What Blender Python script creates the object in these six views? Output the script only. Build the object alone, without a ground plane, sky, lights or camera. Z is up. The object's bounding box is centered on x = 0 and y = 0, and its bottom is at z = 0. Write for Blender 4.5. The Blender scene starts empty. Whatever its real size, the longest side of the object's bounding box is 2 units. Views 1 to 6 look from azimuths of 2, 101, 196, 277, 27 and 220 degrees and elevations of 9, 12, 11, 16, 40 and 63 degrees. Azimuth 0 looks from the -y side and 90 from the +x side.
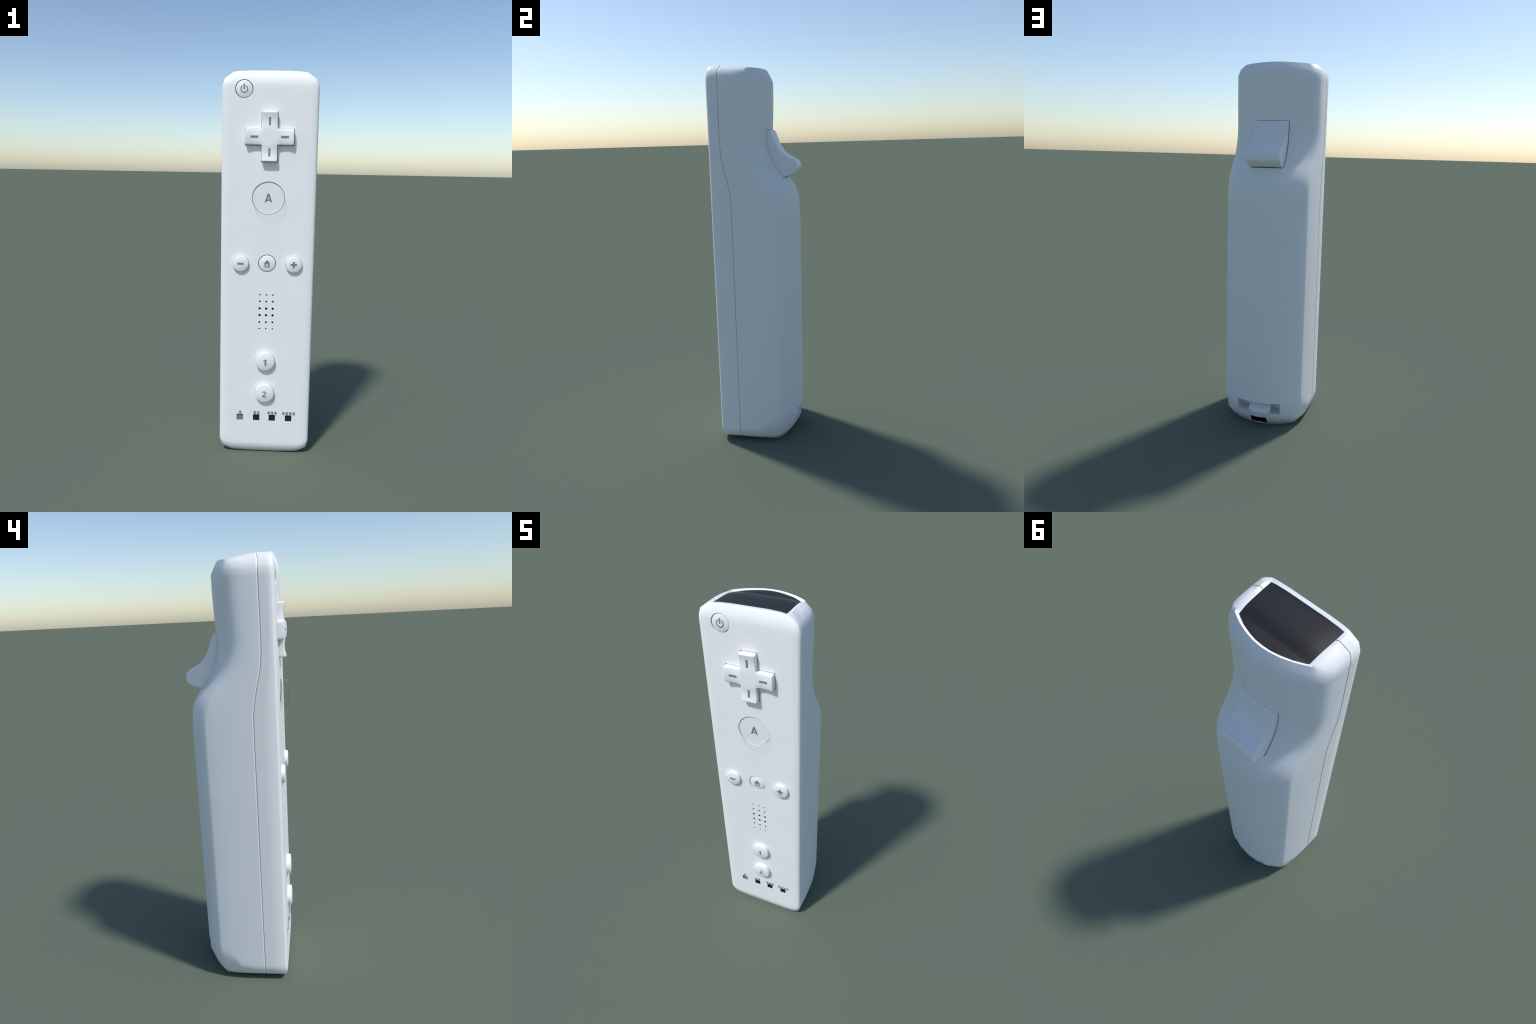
"""A white hand-held motion game controller standing upright.

Frame: z up along the controller's length, the button face looks to -y.
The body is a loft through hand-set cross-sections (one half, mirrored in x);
pockets for the controls are cut into it, and every control is its own part.
"""
import bpy, bmesh, math
from mathutils import Vector
from mathutils.bvhtree import BVHTree

FRONT = -0.1955            # plane of the button face


# ------------------------------------------------------------------ materials
def plastic(name, colour, rough, bump=0.0, coat=0.0, spec=0.5):
    m = bpy.data.materials.new(name)
    m.use_nodes = True
    nt = m.node_tree
    b = nt.nodes["Principled BSDF"]
    b.inputs["Roughness"].default_value = rough
    b.inputs["Coat Weight"].default_value = coat
    b.inputs["Specular IOR Level"].default_value = spec
    co = nt.nodes.new("ShaderNodeTexCoord")
    no = nt.nodes.new("ShaderNodeTexNoise")
    no.inputs["Scale"].default_value = 6.0
    no.inputs["Detail"].default_value = 3.0
    nt.links.new(co.outputs["Object"], no.inputs["Vector"])
    ramp = nt.nodes.new("ShaderNodeValToRGB")
    lo = [c * 0.985 for c in colour]
    ramp.color_ramp.elements[0].position = 0.35
    ramp.color_ramp.elements[0].color = (*lo, 1)
    ramp.color_ramp.elements[1].position = 0.65
    ramp.color_ramp.elements[1].color = (*colour, 1)
    nt.links.new(no.outputs["Fac"], ramp.inputs["Fac"])
    nt.links.new(ramp.outputs["Color"], b.inputs["Base Color"])
    return m


def clear_acrylic():
    """Clear shell: see-through, with a gloss that grows at grazing angles."""
    m = bpy.data.materials.new("clear_acrylic")
    m.use_nodes = True
    nt = m.node_tree
    nt.nodes.clear()
    out = nt.nodes.new("ShaderNodeOutputMaterial")
    mix = nt.nodes.new("ShaderNodeMixShader")
    tr = nt.nodes.new("ShaderNodeBsdfTransparent")
    gl = nt.nodes.new("ShaderNodeBsdfGlossy")
    lw = nt.nodes.new("ShaderNodeLayerWeight")
    pw = nt.nodes.new("ShaderNodeMath")
    sc = nt.nodes.new("ShaderNodeMath")
    pw.operation = "POWER"
    pw.inputs[1].default_value = 4.0
    sc.operation = "MULTIPLY_ADD"
    sc.inputs[1].default_value = 0.6
    sc.inputs[2].default_value = 0.006
    lw.inputs["Blend"].default_value = 0.5
    gl.inputs["Roughness"].default_value = 0.03
    tr.inputs["Color"].default_value = (1, 1, 1, 1)
    nt.links.new(lw.outputs["Facing"], pw.inputs[0])
    nt.links.new(pw.outputs[0], sc.inputs[0])
    nt.links.new(sc.outputs[0], mix.inputs[0])
    nt.links.new(tr.outputs[0], mix.inputs[1])
    nt.links.new(gl.outputs[0], mix.inputs[2])
    nt.links.new(mix.outputs[0], out.inputs["Surface"])
    return m


WHITE = plastic("white_plastic", (0.79, 0.80, 0.81), 0.55)
BUTTON = plastic("white_button_plastic", (0.79, 0.80, 0.81), 0.45)
GREY = plastic("grey_print", (0.20, 0.205, 0.21), 0.6)
DARK = plastic("black_plastic", (0.010, 0.010, 0.011), 0.6)
HOLE = plastic("black_hole", (0.002, 0.002, 0.002), 0.9, spec=0.1)
SENSOR = plastic("sensor_window_plastic", (0.013, 0.013, 0.014), 0.5, spec=0.4)
CLEAR = clear_acrylic()


# -------------------------------------------------------------------- helpers
ROOT = bpy.data.objects.new("game_controller", None)
bpy.context.collection.objects.link(ROOT)
ROOT["label"] = "white upright motion game controller with grey-marked buttons"
ROOT["category"] = "game controller"


def add(name, me, mat, parent=ROOT):
    ob = bpy.data.objects.new(name, me)
    bpy.context.collection.objects.link(ob)
    if mat is not None:
        me.materials.clear()
        me.materials.append(mat)
    ob.parent = parent
    return ob


def mesh_from(name, verts, faces):
    me = bpy.data.meshes.new(name)
    me.from_pydata([tuple(v) for v in verts], [], faces)
    me.validate()
    bm = bmesh.new()
    bm.from_mesh(me)
    bmesh.ops.remove_doubles(bm, verts=bm.verts, dist=1e-6)
    bmesh.ops.recalc_face_normals(bm, faces=bm.faces)
    bm.to_mesh(me)
    bm.free()
    return me


def smooth(me, angle=40):
    for p in me.polygons:
        p.use_smooth = True
    me.set_sharp_from_angle(angle=math.radians(angle))


def bevelled(me, width, segments=2, angle=40):
    """Round the hard edges of a closed mesh."""
    bm = bmesh.new()
    bm.from_mesh(me)
    es = [e for e in bm.edges if len(e.link_faces) == 2
          and e.calc_face_angle(0) > math.radians(angle)]
    bmesh.ops.bevel(bm, geom=es, offset=width, segments=segments, profile=0.5,
                    affect='EDGES', clamp_overlap=True)
    bmesh.ops.recalc_face_normals(bm, faces=bm.faces)
    bm.to_mesh(me)
    bm.free()
    return me


def lathe(name, profile, cx, cz, seg=64):
    """Turn (radius, y) pairs around the axis x=cx, z=cz (parallel to y)."""
    verts, faces, rows = [], [], []
    for r, y in profile:
        if r < 1e-7:
            rows.append([len(verts)])
            verts.append((cx, y, cz))
        else:
            rows.append(list(range(len(verts), len(verts) + seg)))
            for i in range(seg):
                a = 2 * math.pi * i / seg
                verts.append((cx + r * math.sin(a), y, cz + r * math.cos(a)))
    for a, b in zip(rows, rows[1:]):
        for i in range(seg):
            j = (i + 1) % seg
            q = []
            for v in (a[i % len(a)], a[j % len(a)], b[j % len(b)], b[i % len(b)]):
                if v not in q:
                    q.append(v)
            if len(q) > 2:
                faces.append(q)
    if len(rows[0]) > 1:
        faces.append(rows[0][::-1])
    if len(rows[-1]) > 1:
        faces.append(rows[-1])
    return mesh_from(name, verts, faces)


def plate(name, outline, y0, y1, holes=()):
    """A flat (x, z) outline, with optional holes, extruded from y0 to y1."""
    cu = bpy.data.curves.new(name, 'CURVE')
    cu.dimensions = '2D'
    cu.fill_mode = 'BOTH'
    cu.extrude = abs(y1 - y0) / 2
    for loop in (outline, *holes):
        sp = cu.splines.new('POLY')
        sp.points.add(len(loop) - 1)
        for p, (x, z) in zip(sp.points, loop):
            p.co = (x, z, 0, 1)
        sp.use_cyclic_u = True
    ob = bpy.data.objects.new(name, cu)
    bpy.context.collection.objects.link(ob)
    dg = bpy.context.evaluated_depsgraph_get()
    me = bpy.data.meshes.new_from_object(ob.evaluated_get(dg))
    bpy.data.objects.remove(ob)
    ym = (y0 + y1) / 2
    for v in me.vertices:
        x, z, d = v.co
        v.co = (x, ym + d, z)
    bm = bmesh.new()
    bm.from_mesh(me)
    bmesh.ops.remove_doubles(bm, verts=bm.verts, dist=1e-6)
    bmesh.ops.recalc_face_normals(bm, faces=bm.faces)
    bm.to_mesh(me)
    bm.free()
    return me


def rect(cx, cz, w, h):
    return [(cx - w / 2, cz - h / 2), (cx + w / 2, cz - h / 2),
            (cx + w / 2, cz + h / 2), (cx - w / 2, cz + h / 2)]


def round_rect(cx, cz, w, h, r, n=5):
    pts = []
    for sx, sz, a0 in ((1, 1, 0), (-1, 1, 90), (-1, -1, 180), (1, -1, 270)):
        for i in range(n):
            a = math.radians(a0 + 90 * i / (n - 1))
            pts.append((cx + sx * (w / 2 - r) + r * math.cos(a),
                        cz + sz * (h / 2 - r) + r * math.sin(a)))
    return pts


def plus_outline(cx, cz, length, width, r=0.0):
    L, w = length / 2, width / 2
    pts = [(w, w), (w, L), (-w, L), (-w, w), (-L, w), (-L, -w), (-w, -w),
           (-w, -L), (w, -L), (w, -w), (L, -w), (L, w)]
    return [(cx + x, cz + z) for x, z in pts]


def stroke(points, width):
    """Outline of a thick open polyline with butt ends."""
    left, right = [], []
    n = len(points)
    for i, (x, z) in enumerate(points):
        a = points[max(i - 1, 0)]
        b = points[min(i + 1, n - 1)]
        dx, dz = b[0] - a[0], b[1] - a[1]
        l = math.hypot(dx, dz)
        nx, nz = -dz / l * width / 2, dx / l * width / 2
        left.append((x + nx, z + nz))
        right.append((x - nx, z - nz))
    return left + right[::-1]


# ------------------------------------------------------------- body: sections
# Half-section control points run from the middle of the button face (0)
# round the side (8 = seam between the two shells) to the middle of the back.
SEAM_K = 8


def front_part(seam):
    return [(0, FRONT), (0.19, FRONT), (0.20, FRONT), (0.226, FRONT + 0.001),
            (0.2355, FRONT + 0.0050), (0.2402, FRONT + 0.0125),
            (0.2415, seam - 0.040 if seam > -0.11 else seam - 0.033),
            (0.2415, seam - 0.018), (0.2415, seam)]


GRIP = [(0.2400, -0.030), (0.2370, 0.030), (0.2325, 0.080), (0.2265, 0.1255),
        (0.2245, 0.1340), (0.2145, 0.1490), (0.2000, 0.1638), (0.1800, 0.1782),
        (0.1500, 0.1957), (0.1000, 0.2148), (0.0500, 0.2258), (0, 0.2292)]
HEAD = [(0.2415, -0.105), (0.2405, -0.075), (0.2385, -0.050), (0.2350, -0.028),
        (0.2290, -0.010), (0.2195, 0.0070), (0.2060, 0.0220), (0.1850, 0.0385),
        (0.1520, 0.0575), (0.1000, 0.079), (0.0500, 0.092), (0, 0.0965)]
NECK = [(x, y - 0.0075 * min(1, max(0, (y + 0.09) / 0.07))) for x, y in HEAD]

# z, how much of the grip section, how much of the head section, seam y
STATIONS = [
    (1.215, 1.000, 0, -0.0890), (1.270, 0.990, 0, -0.0893),
    (1.335, 0.955, 0, -0.0905), (1.375, 0.860, 0, -0.0955),
    (1.410, 0.720, 0, -0.1015), (1.4375, 0.585, 0, -0.1070),
    (1.465, 0.440, 0, -0.1130), (1.491, 0.320, 0, -0.1190),
    (1.520, 0.210, 0, -0.1255), (1.555, 0.105, 0, -0.1310),
    (1.600, 0.030, 0, -0.1345), (1.645, 0.000, 0, -0.1355),
    (1.700, 0.000, 0.25, -0.1355), (1.780, 0, 0.70, -0.1350),
    (1.850, 0, 1.00, -0.1345), (1.900, 0, 1.00, -0.1345)]


def station(grip, head, seam):
    back = []
    for g, h, n in zip(GRIP, HEAD, NECK):
        w = 1 - grip - head
        back.append(tuple(grip * g[i] + head * h[i] + w * n[i] for i in (0, 1)))
    return front_part(seam) + back


# lowest ring (edge of the foot), the chamfer ring above it and the ring where
# the straight grip begins; then the three rings of the head's top.
FOOT = [(0, -.178, 0), (.09, -.178, 0), (.150, -.178, .002), (.172, -.1775, .004),
        (.185, -.176, .0055), (.193, -.172, .006), (.195, -.150, .006),
        (.195, -.120, .006), (.195, -.089, .006), (.195, -.03, .006),
        (.195, .03, .006), (.1935, .075, .006), (.190, .100, .006),
        (.1875, .110, .006), (.1835, .1165, .0055), (.172, .125, .004),
        (.155, .135, .0025), (.120, .151, 0), (.080, .165, 0), (.040, .176, 0),
        (0, .1795, 0)]
FOOT_CHAMFER = [(0, -.194, .020), (.13, -.194, .020), (.180, -.194, .023),
                (.210, -.192, .028), (.224, -.188, .032), (.2305, -.181, .034),
                (.232, -.150, .035), (.232, -.120, .035), (.232, -.089, .035),
                (.2315, -.03, .035), (.2300, .03, .036), (.2265, .076, .040),
                (.2190, .106, .043), (.2120, .1200, .045), (.2025, .1325, .047),
                (.1895, .1445, .049), (.1690, .1595, .050), (.1370, .1770, .051),
                (.093, .1950, .052), (.047, .2075, .052), (0, .2120, .052)]
GRIP_START_Z = [.055, .055, .058, .064, .070, .073, .073, .073, .073, .074, .088,
                .138, .146, .147, .145, .136, .126, .114, .102, .094, .090]
HEAD_END_Z = [1.927] * 9 + [1.927, 1.926, 1.925, 1.924, 1.923, 1.922, 1.922,
                            1.922, 1.923, 1.924, 1.925, 1.925]
TOP_CHAMFER = [(0, -.1928, 1.969), (.12, -.1928, 1.969), (.185, -.1926, 1.968),
               (.212, -.1918, 1.966), (.2235, -.1892, 1.9645), (.2280, -.1830, 1.963),
               (.2286, -.168, 1.963), (.2286, -.152, 1.963), (.2286, -.135, 1.963),
               (.2286, -.09, 1.961), (.2275, -.06, 1.959), (.2255, -.033, 1.957),
               (.2170, -.013, 1.955), (.2080, -.002, 1.954), (.1985, .007, 1.953),
               (.187, .0165, 1.953), (.170, .029, 1.953), (.1405, .0485, 1.953),
               (.094, .0685, 1.953), (.046, .0795, 1.9535), (0, .0835, 1.954)]
RIM_OUTER = [(0, -.1860, 2.0), (.09, -.1860, 2.0), (.150, -.1858, 1.9975),
             (.172, -.1852, 1.995), (.182, -.1840, 1.9938), (.186, -.180, 1.993),
             (.186, -.165, 1.993), (.186, -.148, 1.993), (.186, -.127, 1.993),
             (.185, -.09, 1.990), (.184, -.06, 1.986), (.182, -.03, 1.981),
             (.1805, -.005, 1.977), (.180, .004, 1.9755), (.1795, .0105, 1.9750),
             (.170, .0165, 1.9760), (.155, .0250, 1.9768), (.125, .0400, 1.9780),
             (.080, .0560, 1.9790), (.040, .0650, 1.9797), (0, .068, 1.980)]
RIM_INNER = [(0, -.170, 1.9980), (.09, -.170, 1.9980), (.145, -.1697, 1.9948),
             (.158, -.1696, 1.9925), (.165, -.1695, 1.9912), (.1705, -.1695, 1.9902),
             (.1705, -.16, 1.9885), (.1705, -.147, 1.988), (.1703, -.127, 1.987),
             (.169, -.09, 1.985), (.168, -.06, 1.983), (.167, -.035, 1.980),
             (.1655, -.012, 1.974), (.1648, -.002, 1.971), (.1643, .0046, 1.970),
             (.157, .0095, 1.970), (.145, .0165, 1.9715), (.114, .033, 1.9738),
             (.070, .0475, 1.9755), (.035, .0555, 1.9765), (0, .0575, 1.977)]

# seam groove: (depth into the body, step towards the back)
GROOVE = [(0.0050, 0.0000), (0.0050, 0.0020), (0.0024, 0.0020), (0.0, 0.0085)]


def half_ring(pts, inward):
    """Insert the seam groove after the seam point of a half ring."""
    p = Vector(pts[SEAM_K])
    q = Vector(pts[SEAM_K + 1])
    along = (q - p).normalized()
    groove = [p + inward * d + along * s for d, s in GROOVE]
    return [Vector(v) for v in pts[:SEAM_K + 1]] + groove + \
           [Vector(v) for v in pts[SEAM_K + 1:]]


def build_rings():
    side = Vector((-1, 0, 0))
    rings = [half_ring(FOOT, Vector((-.35, 0, .94))),
             half_ring(FOOT_CHAMFER, Vector((-.75, 0, .66)))]
    grip = station(1, 0, -0.089)
    rings.append(half_ring([(x, y, z) for (x, y), z in zip(grip, GRIP_START_Z)], side))
    up = [max(z, 0.075) + (0.012 if k < 9 else 0.012 + 0.004 * (k - 8))
          for k, z in enumerate(GRIP_START_Z)]
    rings.append(half_ring([(x, y, z) for (x, y), z in zip(grip, up)], side))
    for z, g, h, s in STATIONS:
        rings.append(half_ring([(x, y, z) for x, y in station(g, h, s)], side))
    head = station(0, 1, -0.1345)
    rings.append(half_ring([(x, y, z) for (x, y), z in zip(head, HEAD_END_Z)], side))
    rings.append(half_ring(TOP_CHAMFER, Vector((-.75, 0, -.66))))
    rings.append(half_ring(RIM_OUTER, Vector((-.3, 0, -.95))))
    rings.append(half_ring(RIM_INNER, Vector((-.1, 0, -1))))
    return rings


def build_body():
    rings = build_rings()
    sunk = [Vector((v.x, v.y, min(v.z, RIM_INNER[0][2]) - 0.012)) for v in rings[-1]]
    rings.append(sunk)
    n = len(rings[0])
    verts, index = [], []
    for ring in rings:
        right = list(range(len(verts), len(verts) + n))
        verts += ring
        left = right[:]
        for k in range(n):
            if ring[k].x > 1e-9:
                left[k] = len(verts)
                verts.append(Vector((-ring[k].x, ring[k].y, ring[k].z)))
        index.append((right, left))
    faces = []
    for (ra, la), (rb, lb) in zip(index, index[1:]):
        for k in range(n - 1):
            faces.append([ra[k], rb[k], rb[k + 1], ra[k + 1]])
            faces.append([la[k], la[k + 1], lb[k + 1], lb[k]])
    for r, l in (index[0], index[-1]):                 # foot and top caps
        faces.append(r + l[-2:0:-1])
    return mesh_from("body", verts, faces)


# --------------------------------------------------------- where controls sit
POWER = (-0.130, 1.9125)
PAD = (0.0, 1.6815)
ACTION = (0.0, 1.3785)
MINUS, HOME, PLUS = (-0.137, 1.042), (0.0, 1.0437), (0.137, 1.042)
ONE, TWO = (0.0, 0.5205), (0.0, 0.3440)
PAD_LEN, PAD_WID = 0.242, 0.079
SPEAKER_X = (-0.034, 0.0, 0.034)
SPEAKER_ROWS = [(0.8775, .0040), (0.8425, .0049), (0.8045, .0063),
                (0.7685, .0063), (0.7310, .0051), (0.6955, .0039)]
LED_X = (-0.1305, -0.042, 0.0424, 0.1303)
LED_Z, LED_SIZE = 0.1995, 0.0345
TRIG_W, TRIG_Z0, TRIG_Z1 = 0.092, 1.4365, 1.6805

cutters = []


def cut_lathe(c, r, depth):
    cutters.append(lathe("cut", [(r, FRONT - .03), (r, FRONT + depth)], c[0], c[1]))


cut_lathe(POWER, 0.0448, 0.022)
cut_lathe(ACTION, 0.0835, 0.012)
cut_lathe(MINUS, 0.0436, 0.014)
cut_lathe(PLUS, 0.0436, 0.014)
cut_lathe(HOME, 0.0462, 0.016)
cut_lathe(ONE, 0.0514, 0.014)
cut_lathe(TWO, 0.0514, 0.014)
for z, r in SPEAKER_ROWS:
    for x in SPEAKER_X:
        cutters.append(lathe("cut", [(r, FRONT - .03), (r, FRONT + .008)], x, z, 20))
for x in LED_X:
    cutters.append(plate("cut", rect(x, LED_Z, LED_SIZE, LED_SIZE * .97),
                         FRONT - .03, FRONT + .0085))
cutters.append(plate("cut", plus_outline(*PAD, PAD_LEN + .005, PAD_WID + .005),
                     FRONT - .03, FRONT + .012))
# trigger pocket, latch pocket and socket in the back
cutters.append(plate("cut", round_rect(0, (TRIG_Z0 + TRIG_Z1) / 2, TRIG_W * 2 + .0070,
                                       TRIG_Z1 - TRIG_Z0 + .0034, .011), 0.030, 0.30))
cutters.append(plate("cut", rect(0, 0.1145, 0.248, 0.063), 0.128, 0.30))
cutters.append(plate("cut", rect(0, 0.0950, 0.116, 0.055), 0.192, 0.30))
sock = [(-.0460, .209, .0530), (.0460, .209, .0530), (.0460, .1860, .0085), (-.0460, .1860, .0085)]
off = Vector((0, .60, -.32))
cutters.append(mesh_from("cut", [Vector(p) + off * .06 for p in sock] +
                         [Vector(p) - off * .05 for p in sock],
                         [[0, 1, 2, 3], [7, 6, 5, 4], [0, 4, 5, 1], [1, 5, 6, 2],
                          [2, 6, 7, 3], [3, 7, 4, 0]]))


def mark_edges(me):
    """Keep the seam's lips crisp and the edge of the foot soft."""
    bm = bmesh.new()
    bm.from_mesh(me)
    for e in bm.edges:
        a, b = (v.co for v in e.verts)
        m = (a + b) / 2
        ang = e.calc_face_angle(0)
        step = m.y - seam_y(m)
        if abs(m.x) > .16 and -.002 < step < .012 and abs((b - a).y) < .6 * (b - a).length \
                and ang > math.radians(11) and abs(a.y - seam_y(a) - b.y + seam_y(b)) < .004:
            e.smooth = False
        if max(a.z, b.z) < .012 and max(a.y, b.y) > -.17:
            e.smooth = True
    bm.to_mesh(me)
    bm.free()


def cut_body(body):
    """Cut all pockets, then give the shells the uncut body's smooth normals."""
    ref = body.copy()
    smooth(ref, 50)
    mark_edges(ref)
    ref.calc_loop_triangles()
    corner = [Vector(n.vector) for n in ref.corner_normals]
    for l in ref.loops:                    # the face rolls softly into the top edge
        z = ref.vertices[l.vertex_index].co.z
        if z > 1.93 and corner[l.index].y < -.55:
            lift = math.tan(math.radians(20)) * (z - 1.927) / .073
            corner[l.index] = (corner[l.index] + Vector((0, 0, lift))).normalized()
        elif z < .05 and corner[l.index].y < -.55:
            lift = -math.tan(math.radians(14)) * (.055 - z) / .055
            corner[l.index] = (corner[l.index] + Vector((0, 0, lift))).normalized()
    tris = [tuple(t.vertices) for t in ref.loop_triangles]
    tree = BVHTree.FromPolygons([v.co.copy() for v in ref.vertices], tris)
    per_poly = {}
    for t in ref.loop_triangles:
        per_poly.setdefault(t.polygon_index, []).append(t)

    ob = bpy.data.objects.new("body", body)
    bpy.context.collection.objects.link(ob)
    coll = bpy.data.collections.new("cutters")
    for me in cutters:
        coll.objects.link(bpy.data.objects.new("cutter", me))
    bpy.context.scene.collection.children.link(coll)
    mod = ob.modifiers.new("pockets", 'BOOLEAN')
    mod.operation = 'DIFFERENCE'
    mod.operand_type = 'COLLECTION'
    mod.collection = coll
    mod.solver = 'EXACT'
    mod.use_self = True
    dg = bpy.context.evaluated_depsgraph_get()
    me = bpy.data.meshes.new_from_object(ob.evaluated_get(dg))
    bpy.data.objects.remove(ob)
    for o in list(coll.objects):
        bpy.data.objects.remove(o)
    bpy.data.collections.remove(coll)

    me.calc_loop_triangles()
    inner = {}
    for t in me.loop_triangles:                        # a point inside each face
        a = t.area
        if a > inner.get(t.polygon_index, (0, None))[0]:
            c = sum((me.vertices[i].co for i in t.vertices), Vector()) / 3
            inner[t.polygon_index] = (a, c)

    def interpolated(poly, p):
        best = None
        for t in per_poly[poly]:
            a, b, c = (ref.vertices[i].co for i in t.vertices)
            v0, v1, v2 = b - a, c - a, p - a
            d00, d01, d11 = v0.dot(v0), v0.dot(v1), v1.dot(v1)
            d20, d21 = v2.dot(v0), v2.dot(v1)
            den = d00 * d11 - d01 * d01
            if abs(den) < 1e-18:
                continue
            w1 = (d11 * d20 - d01 * d21) / den
            w2 = (d00 * d21 - d01 * d20) / den
            w = [max(0, 1 - w1 - w2), max(0, w1), max(0, w2)]
            err = max(0, -w1) + max(0, -w2) + max(0, w1 + w2 - 1)
            n = sum((corner[l] * q for l, q in zip(t.loops, w)), Vector())
            if best is None or err < best[0]:
                best = (err, n.normalized())
        return best[1] if best else None

    groups = {"front_cover": [], "back_shell": []}
    for p in me.polygons:
        c = inner.get(p.index, (0, p.center))[1]
        hit = tree.find_nearest(c)
        loc, nor, ti, dist = hit
        same = dist < 2.5e-3 and abs(nor.dot(p.normal)) > 0.9
        normals = []
        for vi in p.vertices:
            n = interpolated(ref.loop_triangles[ti].polygon_index,
                             me.vertices[vi].co) if same else None
            normals.append(n if n is not None else p.normal.copy())
        groups["front_cover" if c.y < seam_y(c) + 0.001 else "back_shell"].append(
            (list(p.vertices), normals))
    for name, polys in groups.items():
        remap, verts, faces, nors = {}, [], [], []
        for vs, ns in polys:
            f = []
            for v in vs:
                if v not in remap:
                    remap[v] = len(verts)
                    verts.append(tuple(me.vertices[v].co))
                f.append(remap[v])
            faces.append(f)
            nors += ns
        m2 = bpy.data.meshes.new(name)
        m2.from_pydata(verts, [], faces)
        for p in m2.polygons:
            p.use_smooth = True
        m2.normals_split_custom_set([tuple(n) for n in nors])
        add(name, m2, WHITE)
    bpy.data.meshes.remove(me)


def seam_y(p):
    zs = [(0.0, -.089)] + [(z, s) for z, _, _, s in STATIONS] + \
         [(1.927, -.1345), (1.963, -.135), (1.993, -.127), (2.1, -.127)]
    for (z0, s0), (z1, s1) in zip(zs, zs[1:]):
        if p.z <= z1:
            return s0 + (s1 - s0) * max(0, p.z - z0) / (z1 - z0)
    return -.127


cut_body(build_body())


# ---------------------------------------------------------------- the controls
def button(name, c, r, height, dome, sink=0.012, mat=BUTTON, edge=0.004):
    """A round cap: rounded rim and a shallow domed top."""
    top = FRONT - height
    prof = [(r, FRONT + sink), (r, top + dome + edge)]
    for i in range(1, 5):
        a = math.radians(90 * i / 4)
        prof.append((r - edge * (1 - math.cos(a)), top + dome + edge * (1 - math.sin(a))))
    r1 = r - edge
    for i in range(1, 9):
        q = r1 * (1 - i / 8)
        prof.append((q, top + dome * (q / r1) ** 2))
    me = lathe(name, prof, *c)
    smooth(me, 40)
    pillow(me, c, r)
    return add(name, me, mat)


def pillow(me, c, r, tilt=0.30):
    """Shade the cap's face as a soft pillow, rounder than its outline."""
    nors = [Vector(n.vector) for n in me.corner_normals]
    for l in me.loops:
        v = me.vertices[l.vertex_index].co
        n = nors[l.index]
        if n.y < -.8:
            d = Vector((v.x - c[0], 0, v.z - c[1])) / r
            nors[l.index] = (Vector((0, -1, 0)) + d * max(tilt, 0)).normalized() \
                if d.length < .93 else (n + d * tilt).normalized()
    me.normals_split_custom_set([tuple(n) for n in nors])


def mark(name, parent, y, outline, holes=(), thick=0.0016):
    return add(name, plate(name, outline, y - 0.0006, y + thick, holes), GREY, parent)


power = button("power_button", POWER, 0.0416, 0.0010, 0.0030, 0.020, edge=.003)
home = button("home_button", HOME, 0.0432, 0.0010, 0.0030, 0.014, edge=.003)
minus = button("minus_button", MINUS, 0.0424, 0.0175, 0.0026)
plus = button("plus_button", PLUS, 0.0424, 0.0175, 0.0026)
one = button("number_button", ONE, 0.0503, 0.0235, 0.0030)
two = button("number_button", TWO, 0.0503, 0.0235, 0.0030)

# power mark: an open ring and a bar
px, pz = POWER[0], POWER[1] - 0.001
arc = [(px + .0166 * math.sin(math.radians(a)), pz + .0166 * math.cos(math.radians(a)))
       for a in range(30, 331, 10)]
mark("power_ring_mark", power, FRONT - .0004, stroke(arc, .0052))
mark("power_bar_mark", power, FRONT - .0006, rect(px, pz + .011, .0078, .0262))
# house
hx, hz = HOME
house = [(-.0170, .0005), (0, .0185), (.0170, .0005), (.0130, .0005), (.0130, -.0195),
         (-.0130, -.0195), (-.0130, .0005)]
mark("house_mark", home, FRONT - .0004, [(hx + x, hz + z) for x, z in house],
     [rect(hx, hz - .0098, .0108, .0108)])
mark("minus_mark", minus, FRONT - .0170, rect(*MINUS, .0320, .0108))
mark("plus_mark", plus, FRONT - .0170, plus_outline(*PLUS, .0325, .0108))
# figures
ox, oz = ONE
mark("one_mark", one, FRONT - .0229,
     [(ox + x, oz - .003 + z) for x, z in
      [(-.0020, -.0165), (.0075, -.0165), (.0075, .0165), (.0000, .0165), (-.0090, .0105),
       (-.0090, .0050), (-.0060, .0055), (-.0020, .0082)]])
bow = [(-.0085, .0088), (-.0048, .0126), (.0005, .0133), (.0050, .0110), (.0062, .0068),
       (.0048, .0022), (-.0010, -.0048), (-.0070, -.0110), (-.0078, -.0118)]
tx, tz = TWO
mark("two_mark", two, FRONT - .0229, [(tx + x, tz - .002 + z) for x, z in stroke(bow, .0068)])
mark("two_foot_mark", two, FRONT - .02295,
     rect(tx + .0002, tz - .002 - .0138, .0232, .0064), thick=.0012)


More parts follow.
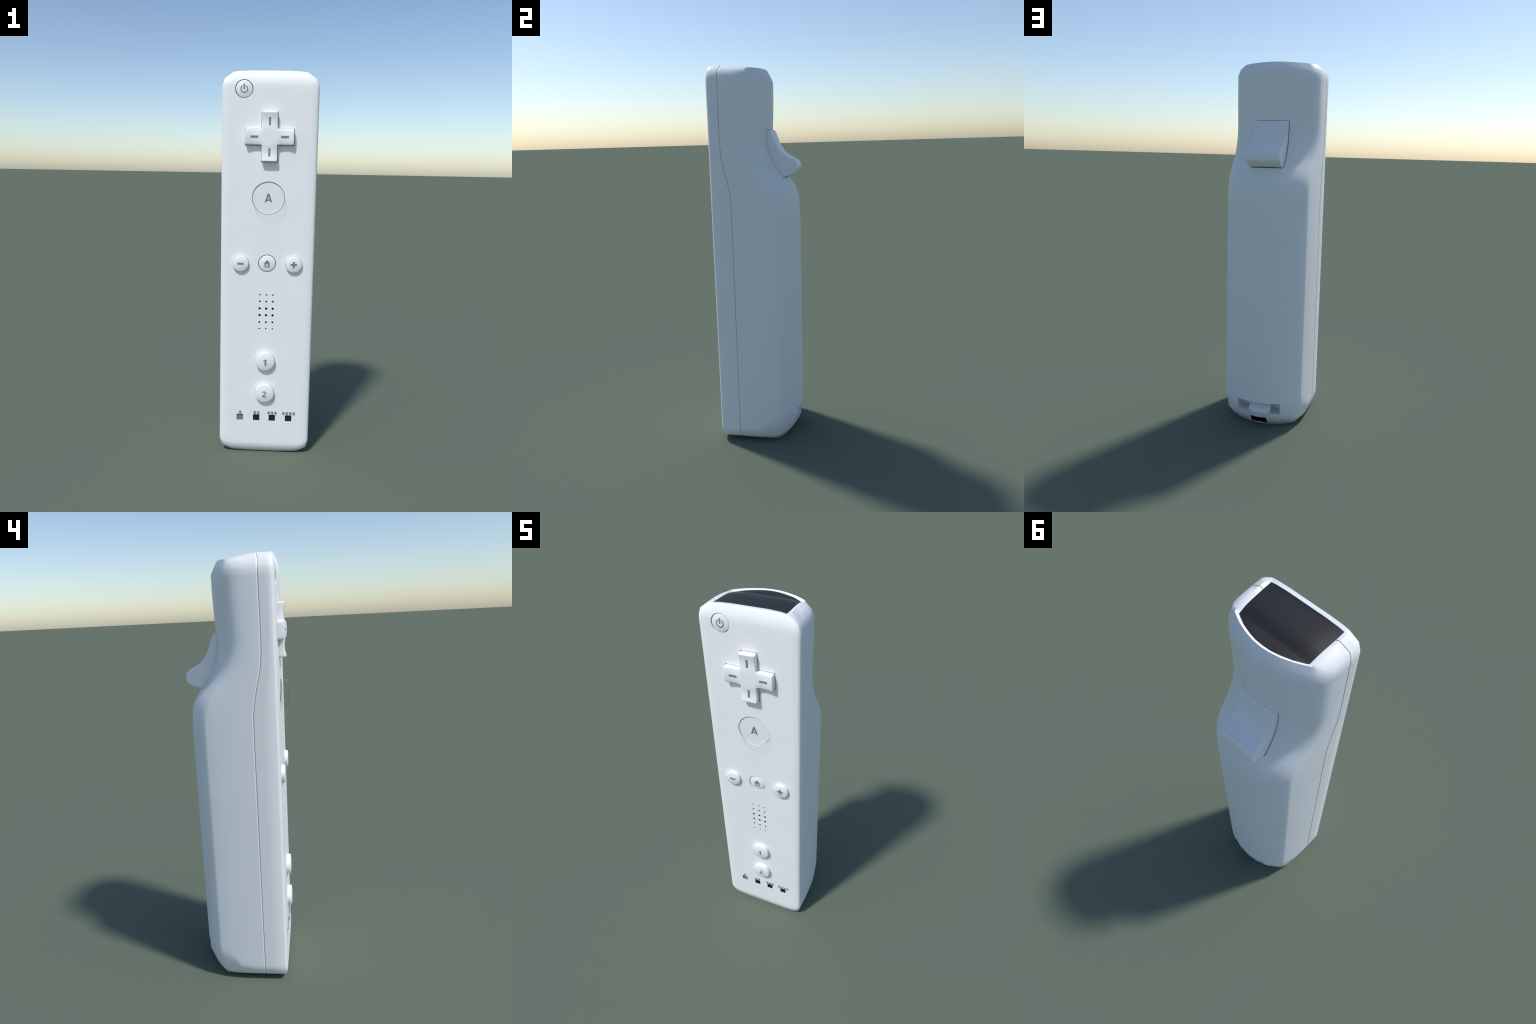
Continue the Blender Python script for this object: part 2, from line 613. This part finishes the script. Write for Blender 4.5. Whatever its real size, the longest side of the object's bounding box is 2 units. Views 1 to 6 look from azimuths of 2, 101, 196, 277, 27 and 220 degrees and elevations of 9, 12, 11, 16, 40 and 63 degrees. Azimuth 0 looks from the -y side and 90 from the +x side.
# direction pad: a cross with a flat middle and dished arms
def direction_pad():
    L, w = PAD_LEN / 2, PAD_WID / 2
    steps = [0, w * .5, w, .050, .060, .070, .080, .090, .100, .110, L]
    s = [-v for v in steps[:0:-1]] + steps
    rise = [(0, .0265), (w, .0268), (.050, .0262), (.062, .0248), (.074, .0243),
            (.086, .0250), (.100, .0270), (.112, .0296), (L, .0312)]

    def height(x, z):
        d = max(abs(x), abs(z))
        crown = .0034 * (z / w) ** 2 if abs(x) > w + 1e-6 else \
            .0012 * (x / w) ** 2 if abs(z) > w + 1e-6 else 0
        for (a, h0), (b, h1) in zip(rise, rise[1:]):
            if d <= b + 1e-9:
                return h0 + (h1 - h0) * (d - a) / (b - a) - crown
        return rise[-1][1]
    verts, faces = [], []
    idx = {}

    def v(i, j, top):
        key = (i, j, top)
        if key not in idx:
            idx[key] = len(verts)
            x, z = s[i], s[j]
            verts.append((PAD[0] + x, FRONT - height(x, z) if top else FRONT + .010,
                          PAD[1] + z))
        return idx[key]

    def inside(i, j):
        if not (0 <= i < len(s) - 1 and 0 <= j < len(s) - 1):
            return False
        x, z = (s[i] + s[i + 1]) / 2, (s[j] + s[j + 1]) / 2
        return abs(x) < w or abs(z) < w
    for i in range(len(s) - 1):
        for j in range(len(s) - 1):
            if not inside(i, j):
                continue
            for top in (True, False):
                faces.append([v(i, j, top), v(i + 1, j, top), v(i + 1, j + 1, top), v(i, j + 1, top)])
            for di, dj, a, b in ((-1, 0, (i, j), (i, j + 1)), (1, 0, (i + 1, j), (i + 1, j + 1)),
                                 (0, -1, (i, j), (i + 1, j)), (0, 1, (i, j + 1), (i + 1, j + 1))):
                if not inside(i + di, j + dj):
                    faces.append([v(*a, True), v(*b, True), v(*b, False), v(*a, False)])
    me = mesh_from("direction_pad", verts, faces)
    bm = bmesh.new()
    bm.from_mesh(me)
    tips = [e for e in bm.edges if abs(e.verts[0].co.y - e.verts[1].co.y) > .02]
    tips = [e for e in tips if e.calc_face_angle(0) > 1
            and max(abs(e.verts[0].co.x), abs(e.verts[0].co.z - PAD[1])) > L - 1e-4]
    bmesh.ops.bevel(bm, geom=tips, offset=.0065, segments=3, profile=.5, affect='EDGES')
    bm.to_mesh(me)
    bm.free()
    bevelled(me, 0.0045, 3, 50)
    smooth(me, 45)
    return add("direction_pad", me, BUTTON)


pad = direction_pad()
for dx, dz in ((-1, 0), (1, 0), (0, 1), (0, -1)):
    wid, hei = (.0385, .0098) if dx else (.0098, .0385)
    me = plate("arrow_mark", rect(0, 0, wid, hei), 0, .002)
    bm = bmesh.new()                                   # bend it onto the dished arm
    bm.from_mesh(me)
    bmesh.ops.subdivide_edges(bm, edges=[e for e in bm.edges if e.calc_length() > .03], cuts=4)
    for q in bm.verts:
        d = abs(.0755 + (q.co.x * dx + q.co.z * dz))
        h = .0247 + max(0, d - .080) ** 1.5 * 1.0 + max(0, .066 - d) * .1
        q.co = Vector((q.co.x + PAD[0] + dx * .0755, q.co.y + FRONT - h - .0010,
                       q.co.z + PAD[1] + dz * .0755))
    bm.to_mesh(me)
    bm.free()
    add("arrow_mark", me, GREY, pad)

# action button: a white disc with its letter under a clear round cap
disc = add("action_button", lathe("action_button", [(.0815, FRONT + .011), (.0815, FRONT + .0050),
                                                    (.0805, FRONT + .0042), (0, FRONT + .0042)],
                                  *ACTION, seg=72), BUTTON)
ax, az = ACTION
letter = [(-.0185, -.0210), (-.0110, -.0210), (-.0082, -.0130), (.0082, -.0130), (.0110, -.0210),
          (.0185, -.0210), (.0052, .0210), (.0025, .0225), (-.0025, .0225), (-.0052, .0210)]
mark("letter_mark", disc, FRONT + .0036, [(ax + x, az + .001 + z) for x, z in letter],
     [[(ax - .0055, az - .0055), (ax + .0055, az - .0055), (ax, az + .0095)]], thick=.0008)
cap_prof = [(0, FRONT - .0004), (.0795, FRONT - .0004), (.0795, FRONT - .0295)]
for i in range(1, 5):
    a = math.radians(90 * i / 4)
    cap_prof.append((.0795 - .005 * (1 - math.cos(a)), FRONT - .0295 - .005 * math.sin(a)))
cap_prof += [(.05, FRONT - .0352), (0, FRONT - .0354)]
cap = lathe("clear_cap", cap_prof, *ACTION, seg=72)
smooth(cap, 40)
add("clear_cap", cap, CLEAR, disc)
ring = lathe("action_button_gap", [(.0834, FRONT + .0115), (.0834, FRONT + .0105),
                                   (.0805, FRONT + .0105), (.0805, FRONT + .0115)], *ACTION, seg=72)
add("button_gap", ring, DARK, disc)

# dark floors of the pockets round the flush buttons
for c, r0, r1, y, par in ((POWER, .0400, .0447, .0195, power), (HOME, .0420, .0461, .0135, home)):
    add("button_gap", lathe("button_gap", [(r1, FRONT + y + .001), (r1, FRONT + y),
                                           (r0, FRONT + y), (r0, FRONT + y + .001)], *c), DARK, par)

# loudspeaker grille, player lights and their dots
for z, r in SPEAKER_ROWS:
    for x in SPEAKER_X:
        add("speaker_hole", lathe("speaker_hole", [(r * .995, FRONT + .0079), (r * .995, FRONT + .0012),
                                                   (0, FRONT + .0012)], x, z, 20), HOLE)
for n, x in enumerate(LED_X):
    lamp = add("player_light",
               plate("player_light", rect(x, LED_Z, LED_SIZE - .0006, LED_SIZE * .97 - .0006),
                     FRONT + .0062, FRONT + .0084), GREY if n == 0 else DARK)
    inner_size = LED_SIZE - .0018
    add("light_frame", plate("light_frame", rect(x, LED_Z, LED_SIZE - .0006, LED_SIZE * .97 - .0006),
                             FRONT + .0004, FRONT + .0060,
                             [rect(x, LED_Z, inner_size, inner_size * .97)]),
        GREY if n == 0 else DARK, lamp)
    for i in range(n + 1):
        dot = lathe("light_dot", [(.0068, FRONT + .002)] +
                    [(.0068 * math.cos(math.radians(a)), FRONT - .0080 * math.sin(math.radians(a)))
                     for a in range(0, 91, 15)],
                    (x if n != 3 else x + .0008) + (i - n / 2) * .0184, 0.2300, 20)
        smooth(dot, 60)
        add("light_dot", dot, GREY, lamp)


# sensor window in the top
def sensor_window():
    edge = [Vector(p) for p in RIM_INNER[5:]]          # front corner .. back middle
    n = len(edge)
    verts, faces, rows = [], [], []
    cols = 16
    for k, p in enumerate(edge):
        x = max(p.x - .0004, 0.0)
        t = (p.y - edge[0].y) / (edge[-1].y - edge[0].y)
        row = []
        for c in range(cols + 1):
            u = c / cols * 2 - 1
            swell = (1 - u ** 4) * (.0068 * (1 - t) ** 2 + .0085 * math.sin(math.pi * t ** 1.35))
            row.append(len(verts))
            verts.append(Vector((x * u, p.y, p.z - .0008 + swell)))
        rows.append(row)
    low = [[len(verts) + r * (cols + 1) + c for c in range(cols + 1)] for r in range(n)]
    verts += [v - Vector((0, 0, .006)) for v in verts[:]]
    for a, b, s in ((rows, rows, 1), (low, low, -1)):
        for i in range(n - 1):
            for c in range(cols):
                faces.append([a[i][c], a[i][c + 1], a[i + 1][c + 1], a[i + 1][c]][::s])
    for i in range(n - 1):
        for c in (0, cols):
            faces.append([rows[i][c], rows[i + 1][c], low[i + 1][c], low[i][c]])
    me = mesh_from("sensor_window", verts, faces)
    smooth(me, 50)
    return add("sensor_window", me, SENSOR)


sensor_window()


# trigger on the back: an extruded hook profile (y, z) with rounded edges
def spline(pts, n=5):
    out = []
    for i in range(len(pts) - 1):
        p0, p1 = pts[max(i - 1, 0)], pts[i]
        p2, p3 = pts[i + 1], pts[min(i + 2, len(pts) - 1)]
        for j in range(n):
            t = j / n
            out.append(tuple(0.5 * (2 * b + (c - a) * t + (2 * a - 5 * b + 4 * c - d) * t * t +
                                    (3 * b - a - 3 * c + d) * t ** 3)
                             for a, b, c, d in zip(p0, p1, p2, p3)))
    out.append(pts[-1])
    return out


def trigger():
    outer = spline([(.0880, 1.6800), (.0965, 1.6690), (.1190, 1.6110), (.1445, 1.5700),
                    (.1760, 1.5445), (.2080, 1.5280), (.2230, 1.5125), (.2305, 1.4870),
                    (.2235, 1.4660), (.1990, 1.4500), (.1650, 1.4385)], 5)
    crease = min(range(len(outer)), key=lambda i: abs(outer[i][1] - 1.5275) + abs(outer[i][0] - .208))
    y, z = outer[crease]                               # fine line above the finger lip
    outer[crease:crease + 1] = [(y - .0016, z + .0010), (y - .0022, z - .0010), (y + .0012, z - .0008)]
    prof = [(.034, 1.6800)] + outer + [(.150, 1.4370), (.034, 1.4370)]
    n = len(prof)
    verts = [(s * TRIG_W, y, z) for s in (1, -1) for y, z in prof]
    faces = [list(range(n)), list(range(2 * n - 1, n - 1, -1))]
    faces += [[i, (i + 1) % n, n + (i + 1) % n, n + i] for i in range(n)]
    me = mesh_from("trigger", verts, faces)
    bm = bmesh.new()
    bm.from_mesh(me)
    es = [e for e in bm.edges if abs(abs(e.verts[0].co.x) - TRIG_W) < 1e-5
          and abs(e.verts[0].co.x - e.verts[1].co.x) < 1e-5
          and max(v.co.y for v in e.verts) > .05]
    bmesh.ops.bevel(bm, geom=es, offset=.0075, segments=4, profile=.5, affect='EDGES',
                    clamp_overlap=False)
    bmesh.ops.recalc_face_normals(bm, faces=bm.faces)
    bm.to_mesh(me)
    bm.free()
    smooth(me, 40)
    return add("trigger", me, BUTTON)


trigger()


# battery-door latch and connector socket at the foot
def latch():
    outer = [(.1250, .1200), (.1640, .1225), (.1740, .1180), (.1900, .0985), (.2010, .0835),
             (.2010, .0800), (.1930, .0775), (.1250, .0775)]
    cols = [-.062, -.031, 0, .031, .062]
    n = len(outer)
    verts = [(x, y - .0012 * (x / .03) ** 2, z)
             for x in cols for y, z in outer]
    faces = [list(range(n)), list(range(4 * n, 5 * n))]
    for c in range(4):
        faces += [[c * n + i, c * n + (i + 1) % n, (c + 1) * n + (i + 1) % n, (c + 1) * n + i]
                  for i in range(n)]
    me = mesh_from("latch", verts, faces)
    smooth(me, 40)
    return add("latch", me, WHITE)


latch()
floor = [Vector(p) - off * .0055 for p in sock]
add("connector_socket", mesh_from("connector_socket",
                                  floor + [p - off * .006 for p in floor],
                                  [[0, 1, 2, 3], [7, 6, 5, 4], [0, 4, 5, 1], [1, 5, 6, 2],
                                   [2, 6, 7, 3], [3, 7, 4, 0]]), HOLE)

for me in list(bpy.data.meshes):
    if me.users == 0:
        bpy.data.meshes.remove(me)
